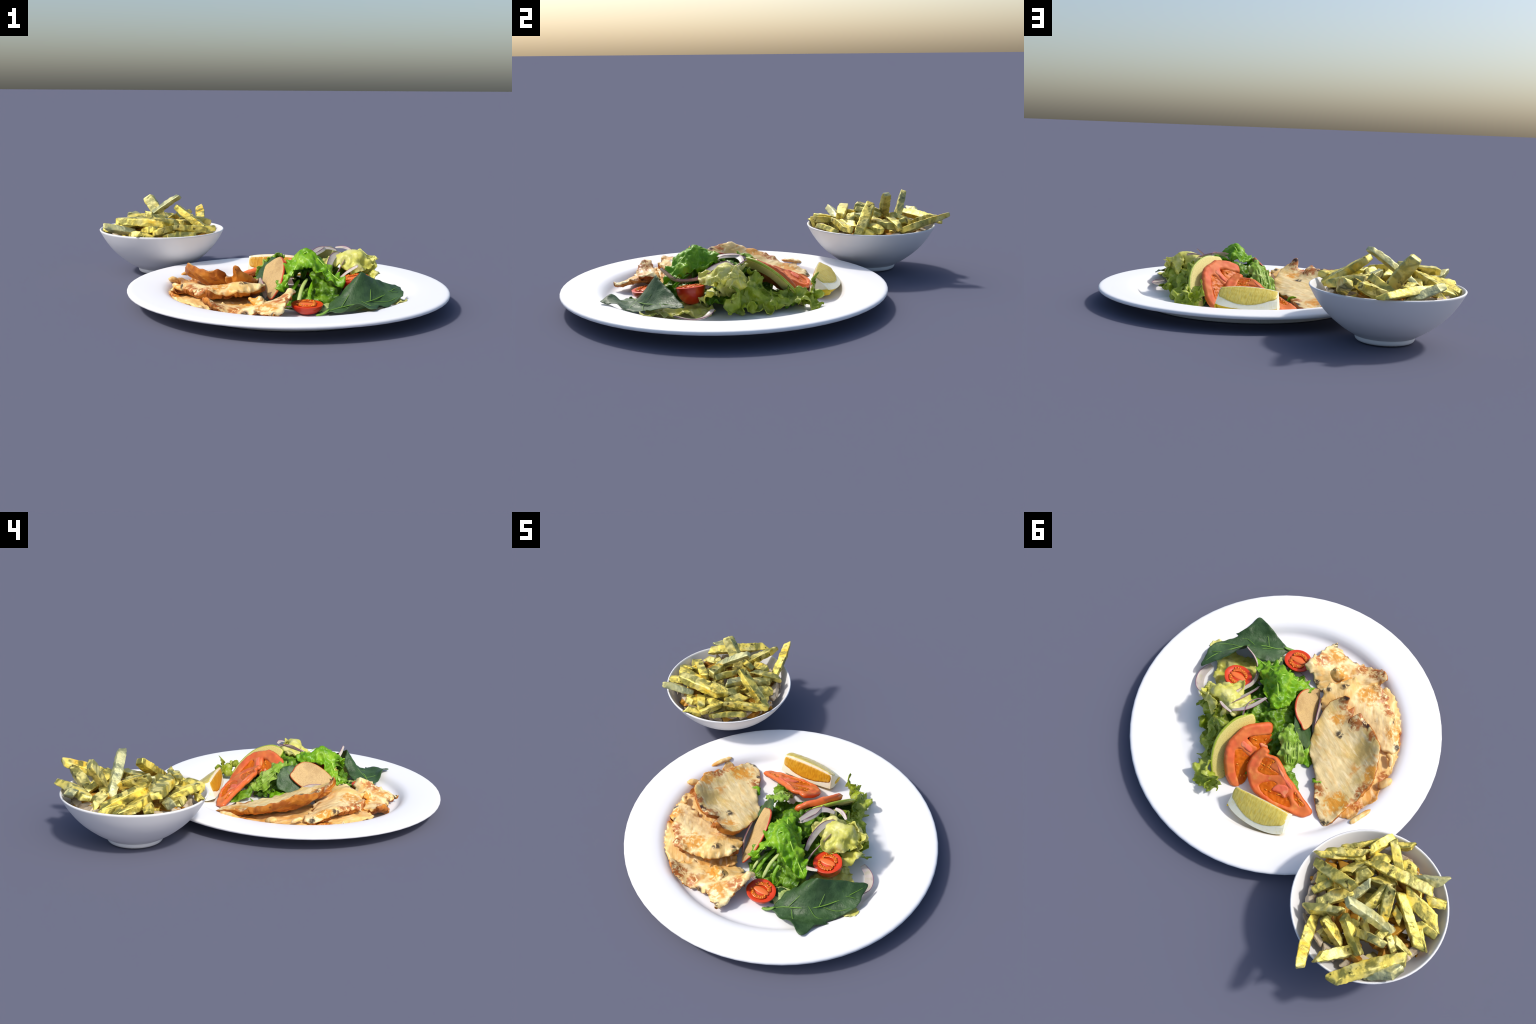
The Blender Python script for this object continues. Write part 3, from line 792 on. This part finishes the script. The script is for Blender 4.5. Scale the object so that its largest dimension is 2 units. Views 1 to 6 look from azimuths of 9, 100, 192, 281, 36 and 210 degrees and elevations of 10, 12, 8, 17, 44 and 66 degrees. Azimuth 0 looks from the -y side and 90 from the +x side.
def tomatoes():
    tomato_slice("half tomato slice with seed chambers leaning back", (-0.644, 0.43, 0.633),
                 [(22.3, -5.6, 21.9), (20.8, -2.7, 18.6), (24.8, 1.6, 19.6), (28.6, 6.1, 20.4), (26.2, 6.6, 17.6), (23.3, 6.6, 14.8), (24.2, 10.8, 12.8), (27.2, 11.5, 15.3), (30.7, 12.3, 18.3),
                  (31, 14.5, 17.2), (29.4, 18.3, 13), (26.3, 21.9, 7.3), (23.3, 24.2, 3.9), (25.3, 26.4, 4.1), (28.6, 25.8, 7), (31.9, 22.6, 12.6), (33.9, 18.9, 17.2), (34.7, 14.5, 20.9),
                  (33.5, 9.3, 23.2), (31.1, 3.6, 24.7), (27.3, -1.3, 24.2)], 0.032, [],
                 [[(31.8, 14, 18.3), (27.4, 10.3, 16.3), (23.3, 9.2, 12.9), (22.4, 14, 8.8), (21.9, 18.3, 5.3), (21.6, 22.2, 3.9), (24.3, 24.3, 4.2), (29.8, 18.5, 13.2)],
                  [(28, 5, 20.5), (25, 1.2, 20.1), (20.4, -2.5, 18), (18.7, -1.6, 15.6), (19.6, 1.5, 14.4), (19, 4.9, 11.5), (22.3, 7.6, 13), (26.5, 6.9, 17.8)]],
                 [[(23.3, 3.8, 16.4), (19.8, 2, 14.0), (18.9, 5.2, 11.0), (21.4, 4.9, 13.7)], [(30.2, 8.5, 20.8), (27.8, 8, 18.7), (25, 7.8, 15.5), (25, 9.8, 14.6), (28, 10.6, 17.2), (30.5, 10.8, 19.3)]], 51)
    tomato_slice("tomato slice with cut chambers lying in front", (-0.135, 0.475, 0.869),
                 [(20.1, 6.2, 19.2), (17, 6.5, 18.6), (16.7, 8.0, 17.6), (10.4, 7.4, 17.0), (4.3, 11.3, 13.9), (-1, 13.1, 12.2), (-7.4, 15.9, 9.6), (-15.2, 18.9, 6.0), (-13.5, 22.5, 5.0), (-10.9, 23.8, 4.7), (-5.4, 24.6, 5.2),
                  (3.7, 25.6, 6.1), (12, 25.1, 7.6), (17.6, 22.8, 9.8), (21.3, 19.4, 12.2), (22.7, 15.2, 14.7), (22, 10.3, 17.2)], 0.028,
                 [[(17.1, 9.6, 16.9), (12.1, 8.6, 16.6), (12.8, 12.1, 14.9), (6.9, 12.6, 13.7), (11.9, 15.3, 13), (17.5, 16.4, 13.3), (17.6, 12.5, 15.4)],
                  [(13.4, 21.6, 9.8), (10.7, 18.1, 11.2), (6.2, 16.8, 11.3), (6.3, 19.8, 9.7), (-0.3, 20.4, 8.3), (-1.9, 19.1, 8.7), (-5.0, 22.4, 6.5), (0.4, 23.8, 6.6), (7.3, 24.0, 7.5)],
                  [(-3.5, 15.8, 10.3), (-7, 17.1, 9.1), (-10.7, 18.5, 7.7), (-9.3, 19.8, 7.2), (-5, 18.7, 8.5)]],
                 [[(17.6, 9.2, 17.0), (11.8, 8.2, 16.8), (12.4, 12.1, 14.9), (6.5, 12.4, 13.8), (11.9, 15.9, 12.7), (18, 16.8, 13.1), (18.2, 12.5, 15.4)],
                  [(14, 21.8, 9.8), (10.7, 17.6, 11.5), (5.9, 16.4, 11.5), (-2.3, 18.6, 8.9), (-5.6, 22.7, 6.3), (0.4, 24.3, 6.3), (7.5, 24.5, 7.3)],
                  [(-3.3, 15.4, 10.5), (-7, 16.7, 9.3), (-11.2, 18.3, 7.8), (-9.5, 20.1, 7.0), (-4.8, 19.0, 8.3)]],
                 [[(11.1, 9.0, 16.3), (9.5, 8.7, 16.2), (4.3, 11.8, 13.7), (-0.8, 13.6, 12.0), (-3.0, 15.4, 10.6), (-1, 15.9, 10.6), (6, 12.6, 13.5)],
                  [(6.9, 20.1, 9.6), (5.1, 16.4, 11.3), (1, 15.2, 11.4), (-1.7, 16.6, 10.2), (-1, 18.6, 9.2), (-0.4, 20.4, 8.3), (2.8, 19.6, 9.2)]], 52)

    for c, nrm, r, depth, seed in (((0.532, -0.240, 0.156), (-0.12, -0.12, 0.98), 0.074, 0.085, 61), ((0.332, -0.522, 0.082), (0.0, -0.08, 0.99), 0.074, 0.050, 62)):
        a, b, n = frame(nrm)
        c = np.array(c)
        skin = pebble("cherry_tomato", c, (a, b, n), (r, r * 0.92, depth), "cherry_skin", None, 40, 14, 0.05, seed, lower_only=True)
        for v in skin.data.vertices:
            v.co.z = max(v.co.z, plate_z(v.co.x, v.co.y) + 0.001)
        tag(skin, "halved red cherry tomato showing its seeds", "tomato")
        V, F = [c + n * 0.002], []
        rings, m = 7, 40
        for i in range(1, rings + 1):
            q = i / rings
            for k in range(m):
                t = 2 * math.pi * k / m
                p = np.array([math.cos(t), math.sin(t), 0])
                rr = r * (1 + 0.05 * fbm(p, 1.6, 2, seed))
                wall = 0.003 if q > 0.75 else (-0.003 if q > 0.4 else 0.002)
                V.append(c + a * p[0] * rr * q + b * p[1] * rr * 0.92 * q + n * (wall * (q < 0.99)))
        for k in range(m):
            F.append((0, 1 + k, 1 + (k + 1) % m))
        for i in range(rings - 1):
            for k in range(m):
                F.append((1 + i * m + k, 1 + (i + 1) * m + k, 1 + (i + 1) * m + (k + 1) % m, 1 + i * m + (k + 1) % m))
        make("cut_flesh", V, F, ["cherry_flesh"], parent=skin)
        rng = random.Random(seed)
        for sgn in (1, -1):
            arc = [c + n * 0.0015 + (a * math.cos(t) * r * 0.57 + b * math.sin(t) * r * 0.53) * 1 for t in np.linspace(0.35, math.pi - 0.35, 9) * sgn]
            tube("gel_chamber", arc, r * 0.15, "cherry_gel", 10, skin, flat=0.25)
            for t in np.linspace(0.4, math.pi - 0.4, 9):
                t = sgn * t + rng.uniform(-0.06, 0.06)
                q = rng.uniform(0.46, 0.70)
                d = a * math.cos(t) + b * math.sin(t)
                pebble("tomato_seed", c + d * r * q + n * 0.0045, (d, np.cross(n, d), n), (0.0062, 0.0030, 0.0026), "seed", skin, 8, 5)
        pebble("tomato_core", c + n * 0.001, (a, b, n), (r * 0.62, r * 0.24, 0.0042), "cherry_core", skin, 18, 7, 0.2, seed)


def lemon():
    """wedge: ridge on top, two pulp faces, thick pith and rind below, ends cut off"""
    V, F, idx = [], [], []
    n, seg = 40, 12
    def ring(s):
        u = (s + 1) / 2
        bulge = math.sqrt(max(0.0, 1 - (s * 0.92) ** 2))
        ridge = np.array([21.8, 29.6, 14.9]) * (1 - u) + np.array([-7.9, 28.7, 14.8]) * u + np.array([0, 0.0, 2.5]) * (bulge - 0.39)
        back = np.array([22.4, 37.0, 8.2]) * (1 - u) + np.array([-9.3, 37.2, 8.0]) * u + np.array([0, 6.3, -1.7]) * (bulge - 0.39)
        front = np.array([22.2, 27.6, 6.4]) * (1 - u) + np.array([-8.0, 25.0, 6.0]) * u + np.array([0, -0.6, -1.0]) * (bulge - 0.39)
        return ridge / 100, back / 100, front / 100
    def puff(t, b):
        """the pulp face swells a little, more towards the far end"""
        u = np.clip((0.22 - b[0]) / 0.32, 0, 1)
        return np.array([0, 0.69, 0.72]) * 0.013 * u * math.sin(math.pi * min(max(t, 0), 1))
    sec = []
    for s in np.linspace(-1, 1, n):
        r, b, f = ring(s)
        low = []
        for k in range(seg + 1):
            t = k / seg
            p = b * (1 - t) + f * t + np.array([0, 0.008, -0.028]) * math.sin(math.pi * t)
            p[2] = max(p[2], plate_z(p[0], p[1]) + 0.001)
            low.append(p)
        sec.append((r, b, f, low))
    for (r, b, f, low) in sec:
        V += [r + (b - r) * t + puff(t, b) for t in (0, 0.33, 0.66)] + low + [f + (r - f) * t for t in (0.33, 0.66)]
    m = 3 + seg + 1 + 2
    for i in range(n - 1):
        for k in range(m):
            j = (k + 1) % m
            F.append((i * m + k, i * m + j, (i + 1) * m + j, (i + 1) * m + k))
            idx.append(1 if 3 <= k < 3 + seg else 0)
    F.append(tuple(range(m))[::-1]); idx.append(0)
    F.append(tuple((n - 1) * m + k for k in range(m))); idx.append(0)
    body = make("lemon_wedge", V, F, ["pith", "rind"], idx, smooth=False)
    tag(body, "lemon wedge with juicy pulp and yellow rind", "lemon")

    def face(side, lo, hi, mat, ends):
        top, bot, mids = [], [], []
        for s in np.linspace(-ends, ends, 9):
            r, b, f = ring(s)
            e = b if side == "back" else f
            d = hi * (1 - 0.42 * abs(s) ** 2.2)
            top.append(r + (e - r) * lo)
            bot.append(r + (e - r) * d)
            if side == "back":
                bot[-1] = bot[-1] + puff(d, b)
                mids += [r + (e - r) * t + puff(t, b) for t in (0.3 * d, 0.65 * d)]
        o = np.array(top + bot[::-1]) * 100
        nn = (0.03, 0.69, 0.72) if side == "back" else (0.05, -0.93, 0.36)
        sh = Sheet(o, np.array(mids[2:-2]) * 100 if mids else [], nn, res=0.006, seed=71)
        sh.rough(0.002, 60, 2)
        sh.P = sh.P + sh.n * 0.0025
        sh.build("lemon_pulp", (mat,) * 3, thick=0.006, rim=0.003, round_w=0.006, drop=0.6, parent=body)
    face("back", 0.02, 0.82, "pulp", 0.97)
    face("front", 0.12, 0.88, "pulp_b", 0.95)
    # rind end knobs
    pebble("lemon_rind", (0.222, 0.352, 0.068), ((1, 0, 0), (0, 1, 0), (0, 0, 1)), (0.006, 0.028, 0.016), "rind", body, 12, 8, 0.2, 4)


ONIONS = [
    # path, half width, thickness, tilt of the ribbon (0 lies flat, 1 stands on edge)
    ([(55.6, -37.3, 24.1), (50.5, -36.0, 20.5), (46.4, -32.8, 16.4), (44.5, -25.5, 16.2), (45.8, -18.5, 18.8), (48.2, -9.9, 23.1)], 1.1, 0.45, 0.6),
    ([(46.5, -4.5, 22.8), (43.5, -8.5, 24.2), (41.2, -14, 22.6), (40.3, -20, 19.0), (40.6, -24.1, 16.1)], 1.6, 0.4, 0.45),
    ([(42.8, -1.5, 24.8), (38.5, -3.5, 26.2), (34.5, -8, 26.4), (31.2, -16, 25.3)], 1.5, 0.4, 0.3),
    ([(35.8, 0.0, 25.4), (36.8, -4.5, 26.6), (36.6, -10, 26.4), (33, -15.0, 24.6), (30, -15.5, 22.5)], 0.8, 0.35, 0.6),
    ([(50.2, -2.6, 25.4), (46.5, -0.6, 26.4), (42, 0.2, 26.2)], 1.0, 0.35, 0.3),
    ([(72, -27, 6.5), (73.8, -21.5, 5.8), (73.2, -16.8, 5.5), (70.3, -12.5, 6.4), (65.5, -10.5, 8.5)], 2.2, 0.4, 0.15),
    ([(12.0, -38.5, 7.5), (9.2, -33, 11.5), (7.0, -26, 12.5), (5.0, -20, 11)], 1.8, 0.4, 0.8),
    ([(22, -44.5, 4.4), (29, -46.3, 4.6), (35, -46.2, 4.4)], 1.5, 0.4, 0.2),
    ([(35.5, -51.5, 4.4), (35.2, -47.5, 5.0), (37.5, -43.6, 5.2)], 1.6, 0.4, 0.2),
    ([(33, 2, 18), (29, 1, 17.5), (24, -4, 16), (21, -8, 17)], 1.2, 0.4, 0.4),
]


def onions():
    for path, hw, th, tilt in ONIONS:
        P = spline(np.array(path) / 100, False, 36)
        T = np.gradient(P, axis=0)
        T /= np.linalg.norm(T, axis=1)[:, None]
        V, F, rimA = [], [], []
        m = 10
        for i in range(36):
            s = i / 35
            w = hw / 100 * (0.35 + 0.65 * math.sin(math.pi * min(max(s * 0.9 + 0.05, 0), 1)) ** 0.6)
            flat = np.cross(T[i], (0, 0, 1.0)); flat /= np.linalg.norm(flat) + 1e-9
            up = np.cross(flat, T[i])
            side = flat * math.cos(tilt * 1.5) + up * math.sin(tilt * 1.5)
            nrm = np.cross(side, T[i])
            for k in range(m):
                t = 2 * math.pi * k / m
                x = math.cos(t)
                V.append(P[i] + side * x * w + nrm * (math.sin(t) * th / 200 + 0.25 * w * (x * x)))
            rimA.append(P[i] + side * w * 0.97 + nrm * 0.25 * w)
        for i in range(35):
            for k in range(m):
                F.append((i * m + k, i * m + (k + 1) % m, (i + 1) * m + (k + 1) % m, (i + 1) * m + k))
        F.append(tuple(range(m))[::-1]); F.append(tuple(35 * m + k for k in range(m)))
        o = make("onion_slice", V, F, ["onion"])
        tag(o, "thin curved strip of red onion", "onion")
        tube("onion_skin", np.array(rimA[::5] + [rimA[-1]]), 0.0014, "onion_skin", 6, o)


# ------------------------------------------------------------------ fries
FRIES = [
    # both ends, width, height (cm)
    (-77.3, 69.3, 43.2, -65, 66, 27, 4.2, 7.5), (-55.6, 61, 45, -79.2, 58.6, 27.3, 5.2, 3.8), (-55, 52.3, 39.5, -32.5, 46.2, 25, 6, 4.5),
    (-55.3, 35.4, 32, -86.3, 34.1, 32.7, 6.5, 5), (-51.5, 94.2, 34.5, -44.9, 68, 25.5, 6, 4), (-65.1, 91.3, 28.3, -89.7, 66.4, 29.8, 6.5, 4.5),
    (-89.4, 25.7, 30.5, -75.7, 31.7, 27, 5, 4.5), (-73.3, 41.8, 32.3, -92.5, 58.7, 25.1, 5, 5), (-34, 40.8, 28, -51.8, 31.8, 30, 4.5, 4),
    (-31.6, 43.7, 28.5, -51.7, 33.1, 27, 4, 4.5), (-52.4, 30.8, 30, -59, 18.5, 29, 5, 4), (-59.2, 20.4, 31, -68.9, 31.5, 27, 5, 4.5),
    (-61.3, 20.9, 26, -68.5, 17, 27, 4.5, 4), (-39.3, 34.5, 26, -54.1, 21.6, 26.5, 3, 3.5), (-67.1, 25.8, 27, -76.2, 28, 26, 5.5, 4),
    (-76, 40, 30, -95, 45, 26.5, 7.5, 4.5), (-85.6, 37.3, 27.5, -94.2, 35, 27, 5, 4), (-85.5, 49, 27, -96.6, 49.7, 25, 4.5, 4.5),
    (-43, 65, 29, -54.1, 51.8, 30, 6, 5), (-38.4, 59.6, 27, -45.3, 51.7, 28, 5, 4.5), (-39.9, 68.8, 29, -55.1, 62.8, 31, 4.2, 4.5),
    (-49.2, 69.1, 31, -61.2, 74.1, 25.5, 5.5, 4.5), (-56.8, 64.1, 33, -70.9, 74.8, 26, 3.8, 4.5), (-55.5, 86.3, 32.5, -66.5, 75, 26, 5.5, 4.5),
    (-74.9, 81.1, 25.5, -89.3, 74.0, 32, 5.5, 4.5), (-69, 42.4, 36, -72.9, 57.5, 31, 5.5, 5), (-55.5, 54.4, 30, -59.9, 44.4, 32, 4.5, 4),
    (-63.8, 55.7, 31, -67.2, 42.9, 33.5, 5.5, 4.5), (-52.6, 45.8, 30, -56.9, 38.6, 31, 6, 4.5), (-47.2, 45, 28, -53.2, 35.1, 27.5, 6, 4),
    (-59.6, 41.1, 29, -69.2, 40.5, 30, 6, 4), (-73.5, 65.9, 28, -75.8, 58.3, 30, 4, 4), (-64.8, 60.8, 28, -70.5, 65.7, 25, 3.5, 4),
    (-77.8, 60.8, 29, -83.5, 65.7, 26, 4, 4), (-81, 61.5, 28, -89.5, 63.5, 25, 4.5, 4), (-54.5, 32, 27, -63.5, 29, 28, 6, 4),
    (-59, 64.8, 29, -64.7, 64.5, 27, 5, 4), (-74.6, 48.7, 29, -79.9, 51.9, 28, 4.5, 4.5), (-37, 52.9, 26, -40.7, 48.5, 26.5, 6, 4),
    (-58.5, 38.6, 28, -48.8, 37.3, 27, 4, 4), (-88.8, 50.9, 27, -94.7, 57.7, 25, 3, 4),
]


BOWL_IN = [(0.030, 0.05), (0.032, 0.10), (0.052, 0.17), (0.105, 0.25), (0.180, 0.312), (0.2535, 0.353)]

def in_bowl(p):
    """keep a fry point inside the bowl wall, or above the rim where it hangs over"""
    q = np.array(p[:2]) - BOWL_C
    r = float(np.linalg.norm(q))
    if p[2] < 0.262:
        if r > 0.345 and p[2] > 0.235:
            p = np.array([p[0], p[1], 0.262])
        else:
            lim = float(np.interp(p[2], [b[0] for b in BOWL_IN], [b[1] for b in BOWL_IN])) - 0.006
            if r > lim:
                q = q / r * lim
                p = np.array([BOWL_C[0] + q[0], BOWL_C[1] + q[1], p[2]])
    return p


def fry(p0, p1, w, h, mat, seed):
    """squared stick with crisp edges, slanted pointed ends, a bend and a lumpy crust"""
    rng = random.Random(seed)
    p0, p1 = np.array(p0), np.array(p1)
    L = np.linalg.norm(p1 - p0)
    n, m = max(12, int(L / 0.008)), 28
    bend = np.array([rng.uniform(-1, 1), rng.uniform(-1, 1), rng.uniform(-0.6, 1)]) * L * 0.025
    twist0, twist = rng.uniform(-0.5, 0.5), rng.uniform(-0.5, 0.5)
    slant = [rng.uniform(-1, 1), rng.uniform(-1, 1)]
    k0, k1 = rng.uniform(0.78, 1.0), rng.uniform(0.78, 1.0)
    w, h = w * 0.9, h * 0.88
    q = rng.uniform(0.14, 0.26)
    skew = rng.uniform(-0.3, 0.3)
    T = (p1 - p0) / L
    side = np.cross(T, (0, 0, 1.0))
    side = side / np.linalg.norm(side) if np.linalg.norm(side) > 0.2 else np.array([1.0, 0, 0])
    up = np.cross(side, T)
    V, F = [], []
    prof = [0.0, 0.01] + list(np.linspace(0.04, 0.96, n)) + [0.99, 1.0]
    for i, s in enumerate(prof):
        c = p0 + (p1 - p0) * s + bend * 4 * s * (1 - s)
        a = twist0 + twist * s
        X, Y = side * math.cos(a) + up * math.sin(a), -side * math.sin(a) + up * math.cos(a)
        end = min(1.0, (k0 + (1 - k0) * min(1, s * 3)), (k1 + (1 - k1) * min(1, (1 - s) * 3)))
        if s in (0.0, 1.0):
            end *= 0.72
        elif s in (0.01, 0.99):
            end *= 0.9
        for k in range(m):
            t = 2 * math.pi * k / m
            ct, st = math.cos(t), math.sin(t)
            x, y = math.copysign(abs(ct) ** q, ct), math.copysign(abs(st) ** q, st)
            hh = h * (0.75 + 0.25 * end)
            p = c + X * (x + skew * y) * w / 2 * end + Y * y * hh / 2 * end
            sl = slant[0] * (1 - s) + slant[1] * s
            p = p + T * sl * x * w * 0.5 * (abs(2 * s - 1) ** 3)
            d = p - c
            ln = np.linalg.norm(d) + 1e-9
            p = c + d * (1.0 + 0.15 * fbm(p, 22, 2, seed)) + d / ln * 0.005 * fbm(p, 60, 3, seed + 1)
            V.append(p)
    V = [in_bowl(p) for p in V]
    r = len(prof)
    for i in range(r - 1):
        for k in range(m):
            F.append((i * m + k, i * m + (k + 1) % m, (i + 1) * m + (k + 1) % m, (i + 1) * m + k))
    F.append(tuple(range(m))[::-1]); F.append(tuple((r - 1) * m + k for k in range(m)))
    o = make("french_fry", V, F, [mat])
    tag(o, "golden seasoned potato fry with rough crust", "fries")
    return o


def fries():
    rng = random.Random(SEED)
    for i, (x0, y0, z0, x1, y1, z1, w, h) in enumerate(FRIES):
        # measured points lie on the upper face: sink the axis by part of the height
        fry((x0 / 100, y0 / 100, z0 / 100 - 0.012), (x1 / 100, y1 / 100, z1 / 100 - 0.012), w / 100, h / 100, "fry", 100 + i)
    for i in range(22):                       # pale broken crusts round the foot of the heap
        a = 2 * math.pi * (i + rng.uniform(-0.3, 0.3)) / 22
        r = rng.uniform(0.265, 0.29)
        c = np.array([BOWL_C[0] + r * math.cos(a), BOWL_C[1] + r * math.sin(a), rng.uniform(0.205, 0.228)])
        d = np.array([-math.sin(a), math.cos(a), rng.uniform(-0.3, 0.3)]) * rng.uniform(0.025, 0.045)
        fry(c - d, c + d, rng.uniform(0.03, 0.05), rng.uniform(0.03, 0.045), "fry_pale", 500 + i)
    for i in range(70):                       # lower layers of the heap
        a, r = rng.uniform(0, 2 * math.pi), 0.275 * math.sqrt(rng.random())
        z = rng.uniform(0.185, 0.24) if r < 0.19 else rng.uniform(0.185, 0.225)
        c = np.array([BOWL_C[0] + r * math.cos(a), BOWL_C[1] + r * math.sin(a), z])
        b = rng.uniform(0, 2 * math.pi)
        L = rng.uniform(0.09, 0.16)
        d = np.array([math.cos(b), math.sin(b), rng.uniform(-0.25, 0.25)]) * L / 2
        ends = []
        for e in (c - d, c + d):
            q = e[:2] - np.array(BOWL_C)
            rad = np.linalg.norm(q)
            lim = 0.285
            if rad > lim:
                e[:2] = np.array(BOWL_C) + q / rad * lim
            ends.append(e)
        mat = "fry_pale" if r > 0.22 and rng.random() < 0.25 else ("fry_deep" if rng.random() < 0.7 else "fry")
        fry(ends[0], ends[1], rng.uniform(0.045, 0.065), rng.uniform(0.04, 0.05), mat, 300 + i)


def main():
    build_materials()
    dishes()
    chicken()
    spinach()
    lettuce()
    apples()
    tomatoes()
    lemon()
    onions()
    fries()


main()
